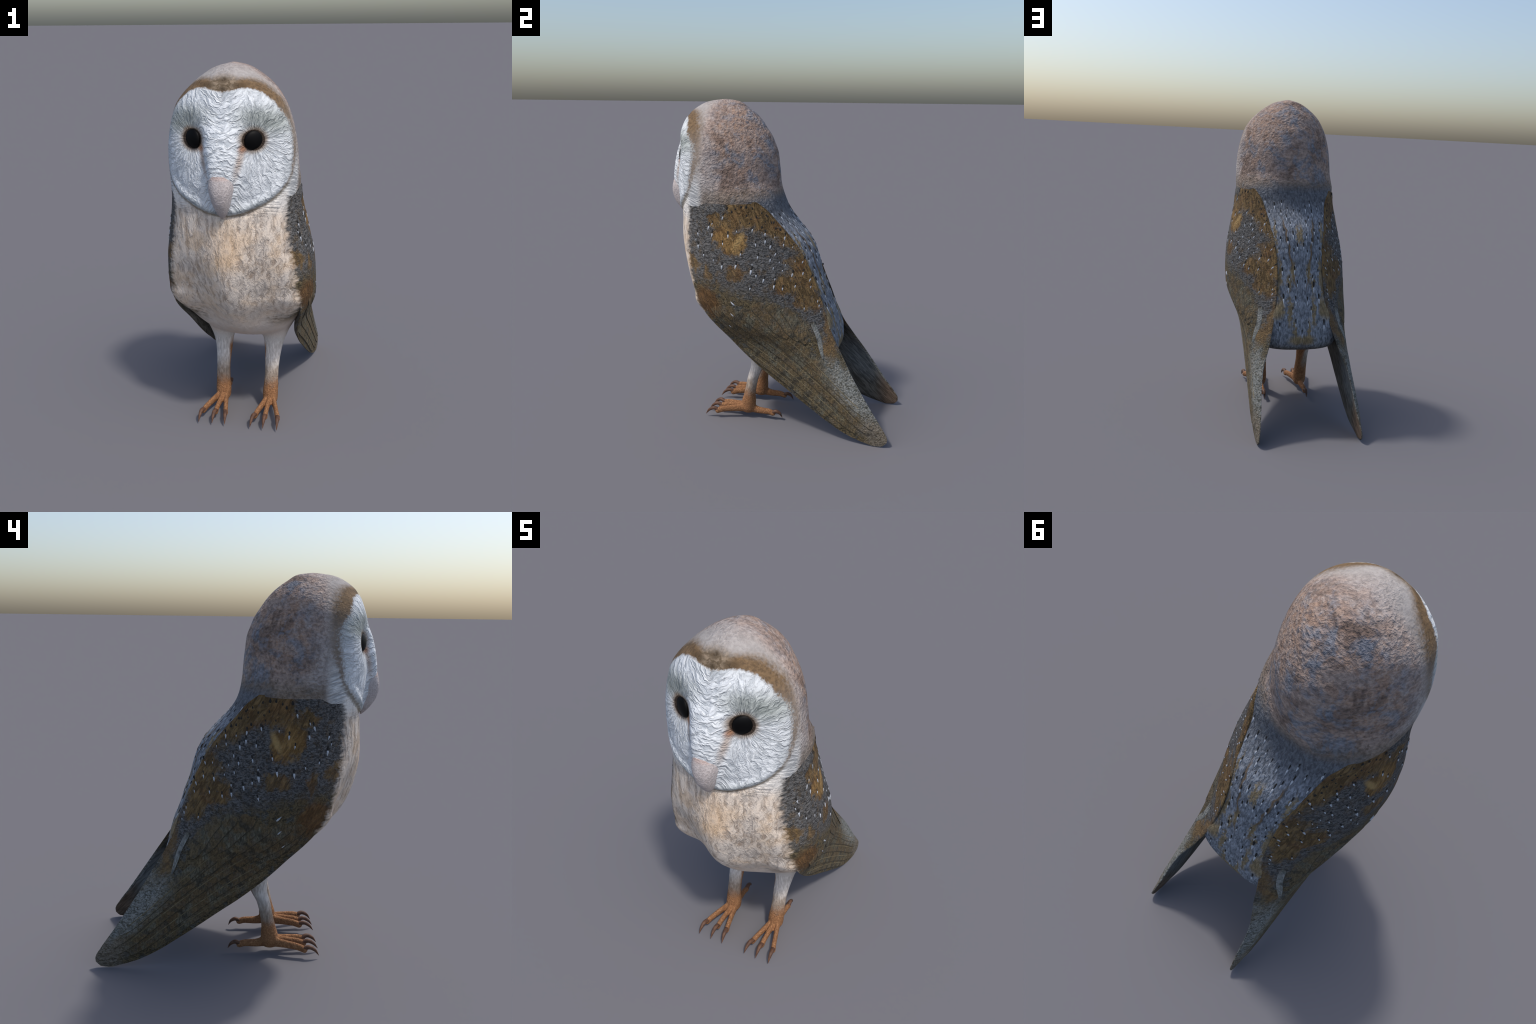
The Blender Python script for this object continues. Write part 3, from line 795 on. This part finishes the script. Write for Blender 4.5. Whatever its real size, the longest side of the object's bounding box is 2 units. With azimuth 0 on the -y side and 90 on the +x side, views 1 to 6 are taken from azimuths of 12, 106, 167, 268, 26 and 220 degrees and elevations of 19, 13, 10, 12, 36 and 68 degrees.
def feather_mesh(sx, pts, wid, lift, name, tip=.14):
    """A vane lying on the wing: spine in the side plane, rounded tip, raised lower edge and a shaft."""
    P = np.array(pts, float); t = np.linspace(0, 1, len(P))
    cols = [-1.0, -.96, -.86, -.60, -.30, -.07, -.035, .035, .07, .30, .60, .90, 1.0]
    nu, nvv = 60, len(cols)
    u = np.linspace(0, 1, nu)
    sy, sz = pchip(t, P[:, 0])(u), pchip(t, P[:, 1])(u)
    ty, tz = np.gradient(sy), np.gradient(sz); L = np.hypot(ty, tz); ty, tz = ty / L, tz / L
    w = wid * np.minimum(1, np.sqrt(np.clip((1 - u) / tip, 0, 1))) * (.55 + .45 * sstep(0, .18, u)) + .0008
    V = []
    for i in range(nu):
        for k, v in enumerate(cols):                   # v < 0 is the lower side
            yy, zz = sy[i] - tz[i] * w[i] * v, sz[i] + ty[i] * w[i] * v
            hh = lift * (1 - .70 * (v * .5 + .5)) * float(sstep(0, .12, u[i])) + (.0014 if abs(v) < .05 else 0)
            if k in (0, nvv - 1) or i in (0, nu - 1): hh = -.0015
            V.append((sx * (float(outer_x(yy, zz)) + hh), yy, zz))
    F = grid_faces(nu, nvv, flip=(sx > 0))
    m = new_mesh(name, V, F)
    for p in m.polygons:
        k = p.index % (nvv - 1); row = p.index // (nvv - 1)
        if k in (5, 6, 7) and row < nu * .86: p.material_index = 1
        elif k in (0, 1): p.material_index = 2
    m.set_sharp_from_angle(angle=math.radians(40))
    return m

# flight feathers run along the lower edge; each ends farther back than the one below it
FLIGHT = [([(-.165, .525), (.05, .395), (.27, .240), (.465, .085)], .029), ([(-.18, .605), (.07, .445), (.32, .262), (.56, .068)], .034),
          ([(-.13, .670), (.13, .490), (.38, .295), (.635, .072)], .037), ([(-.04, .695), (.19, .505), (.42, .318), (.655, .105)], .034),
          ([(.10, .640), (.28, .480), (.45, .320), (.615, .178)], .030)]
COVERT = [([(-.30, .755), (-.21, .665), (-.13, .590)], .040), ([(-.335, .80), (-.22, .705), (-.10, .605)], .036), ([(-.26, .81), (-.15, .715), (-.035, .625)], .042),
          ([(-.16, .80), (-.05, .710), (.06, .610)], .040), ([(-.08, .84), (.03, .735), (.135, .625)], .043), ([(.01, .84), (.105, .735), (.195, .610)], .041),
          ([(.09, .82), (.165, .720), (.235, .590)], .038), ([(.00, .68), (.11, .585), (.215, .490)], .040), ([(.10, .63), (.21, .535), (.305, .435)], .038), ([(.245, .715), (.290, .630), (.335, .500)], .022)]
SLANT = [(-.197, .824), (-.201, .754), (-.223, .675)]
DROPS = [(-.342, 1.281), (-.364, 1.258), (-.435, 1.214), (-.339, 1.217), (-.448, 1.18), (-.269, 1.17), (-.43, 1.141), (-.241, 1.215), (-.281, 1.317), (-.388, 1.095),
         (-.321, 1.072), (-.267, 1.036), (-.185, 1.042), (-.163, 1.111), (-.097, 1.012), (-.066, .99), (-.094, 1.055), (-.069, 1.093), (-.085, 1.165), (-.025, .963),
         (.036, .968), (.034, .925), (.08, .911), (.144, .919), (.223, .905), (.225, .945), (.012, 1.204), (.064, 1.196), (-.04, 1.222), (-.036, 1.18), (.048, 1.06),
         (.069, 1.013), (.122, .984), (.176, .986), (.178, 1.052), (.11, 1.142), (.061, 1.157), (.023, 1.106), (.129, 1.06), (.201, .787), (.313, .758), (.335, .818),
         (.309, .791), (-.096, .917), (-.194, 1.242), (-.11, 1.247)]
DOTS = [(-.179, 1.403), (-.151, 1.384), (-.117, 1.374), (-.21, 1.372), (-.257, 1.378), (-.148, 1.334), (-.095, 1.325), (-.043, 1.334), (-.007, 1.327), (-.123, 1.314),
        (-.068, 1.347), (-.046, 1.298), (-.013, 1.291), (-.061, 1.267), (.012, 1.257), (.039, 1.291), (.049, 1.247), (.085, 1.25), (-.179, 1.293), (-.229, 1.356),
        (-.117, 1.261), (-.129, 1.29)]

def spot_patch(surf, cu, cv, du, dv, length, width, lift, V, F, seg=14):
    """A small drop lying on a surface: pointed above, round below. surf(u, v) -> 3D point and outward unit."""
    o = len(V)
    p, nrm = surf(cu, cv)
    V.append(p + nrm * lift)
    for ring, hgt in ((.55, lift * .9), (1.0, -.0012)):
        for k in range(seg):
            a = 2 * math.pi * k / seg
            lx = math.sin(a) * (.62 + .38 * math.cos(a)); ly = math.cos(a)
            u = cu + ring * (du[0] * lx * width + dv[0] * -ly * length)
            v = cv + ring * (du[1] * lx * width + dv[1] * -ly * length)
            q, nq = surf(u, v); V.append(q + nq * hgt)
    for k in range(seg):
        k2 = (k + 1) % seg
        F.append((o, o + 1 + k, o + 1 + k2))
        F.append((o + 1 + k, o + 1 + seg + k, o + 1 + seg + k2, o + 1 + k2))

def wing_surf(sx):
    def f(y, z):
        d = .004
        x0 = float(outer_x(y, z)); gy = (float(outer_x(y + d, z)) - x0) / d; gz = (float(outer_x(y, z + d)) - x0) / d
        n = np.array([1, -gy, -gz]); n /= np.linalg.norm(n)
        off = .003 * float(sstep(.66, .80, z))
        return np.array([sx * (x0 + off), y, z]), n * [sx, 1, 1]
    return f

def back_surf():
    def f(x, z):
        def yy(x, z):
            w = (float(wide_x(z)) if z > .9 else float(torso_x(z))) - .016; y0 = float(wide_y(z))
            if z < .7: y0 = min(y0, float(front_y(z)) * .45 + float(back_y(z)) * .55)
            p = float(pow_back(z)); t = min(abs(x) / w, .98)
            return y0 + (float(back_y(z)) - y0) * (1 - t ** p) ** (1 / p)
        d = .004; y = yy(x, z); gx = (yy(x + d, z) - y) / d; gz = (yy(x, z + d) - y) / d
        n = np.array([-gx, 1, -gz]); n /= np.linalg.norm(n)
        return np.array([x, y - .0005, z]), n
    return f

def fix(m):
    bm = bmesh.new(); bm.from_mesh(m); bmesh.ops.recalc_face_normals(bm, faces=bm.faces); bm.to_mesh(m); bm.free(); return m

for sx in (1, -1):
    wing = build_wing(sx)
    for pts, wid in FLIGHT:
        add('flight_feather', feather_mesh(sx, pts, wid, .0055, 'flight_feather'), wing, [M_flight, M_shaft, M_edge])
    for i, (pts, wid) in enumerate(COVERT):
        last = i == len(COVERT) - 1
        add('covert_feather', feather_mesh(sx, pts, wid * (.5 if last else 1), .0055, 'covert_feather', .30), wing, [M_streak if last else M_covert, M_streak if last else M_covert, M_edge])
    surf = wing_surf(sx)
    r = np.random.default_rng(11)
    V1, F1, V2, F2 = [], [], [], []
    extra = [(y, z) for y, z in zip(r.uniform(-.13, .22, 40), r.uniform(.95, 1.22, 40))
             if min(math.hypot(y - a, z - b) for a, b in DROPS) > .032 and 1.0 < z + .45 * y < 1.25]
    for y, z in DROPS + extra[::3]:
        y = min(y, float(rear_y(z)) - .022)
        s = r.uniform(.5, 1.1); tilt = .25 * (y < -.38) - .1 + r.normal(0, .12)
        dv = (-math.sin(tilt), math.cos(tilt)); du = (dv[1], -dv[0])
        spot_patch(surf, y, z, du, (-dv[0], -dv[1]), .0150 * s, .0080 * s, .0014, V1, F1)
        spot_patch(surf, y + dv[0] * .022 * s, z + dv[1] * .022 * s, du, (-dv[0], -dv[1]), .0150 * s, .0090 * s, .0011, V2, F2)
    for y, z in SLANT:
        dv = (.72, -.69); du = (dv[1], -dv[0])
        spot_patch(surf, y, z, du, (-dv[0], -dv[1]), .018, .007, .0052, V1, F1)
    for y, z in DOTS:
        y = min(y, float(rear_y(z)) - .02)
        s = r.uniform(.7, 1.2); spot_patch(surf, y, min(z, 1.385), (1, 0), (0, 1), .0110 * s, .0090 * s, .0014, V2, F2)
    for nm, v, f, mt in (('white_feather_spots', V1, F1, M_white), ('dark_feather_spots', V2, F2, M_dark)):
        ob = add(nm, fix(new_mesh(nm, v, f)), wing, [mt]); ob["kind"] = "stuff"

# marks on the back, mirrored about the spine
BACK = [(.194, 1.331), (.139, 1.303), (.092, 1.323), (.176, 1.26), (.144, 1.196), (.123, 1.113), (.105, .991), (.133, 1.052), (.052, 1.206), (.043, 1.138),
        (.072, 1.238), (.102, 1.267), (.099, 1.16), (.078, 1.101), (.043, 1.04), (.115, .92), (.081, .822), (.113, .757), (.037, .745), (.058, .697), (.04, .616),
        (.140, .60), (.04, .93), (.06, 1.29), (.02, 1.27), (.02, 1.07), (.075, .885), (.025, .85)]
surf = back_surf(); V1, F1, V2, F2 = [], [], [], []
r = np.random.default_rng(5)
for x, z in BACK + [(-x, z) for x, z in BACK] + [(0, .552)]:
    s = r.uniform(.6, 1.1) * (1.5 if z < .85 else 1.0)
    spot_patch(surf, x, z, (1, 0), (0, -1), .013 * s, .0062 * s, .0014, V1, F1)
    spot_patch(surf, x, z + .022 * s, (1, 0), (0, -1), .014 * s, .0062 * s, .0011, V2, F2)
for nm, v, f, mt in (('white_feather_spots', V1, F1, M_white), ('dark_feather_spots', V2, F2, M_dark)):
    ob = add(nm, fix(new_mesh(nm, v, f)), torso, [mt]); ob["kind"] = "stuff"
bpy.data.meshes.remove(body)
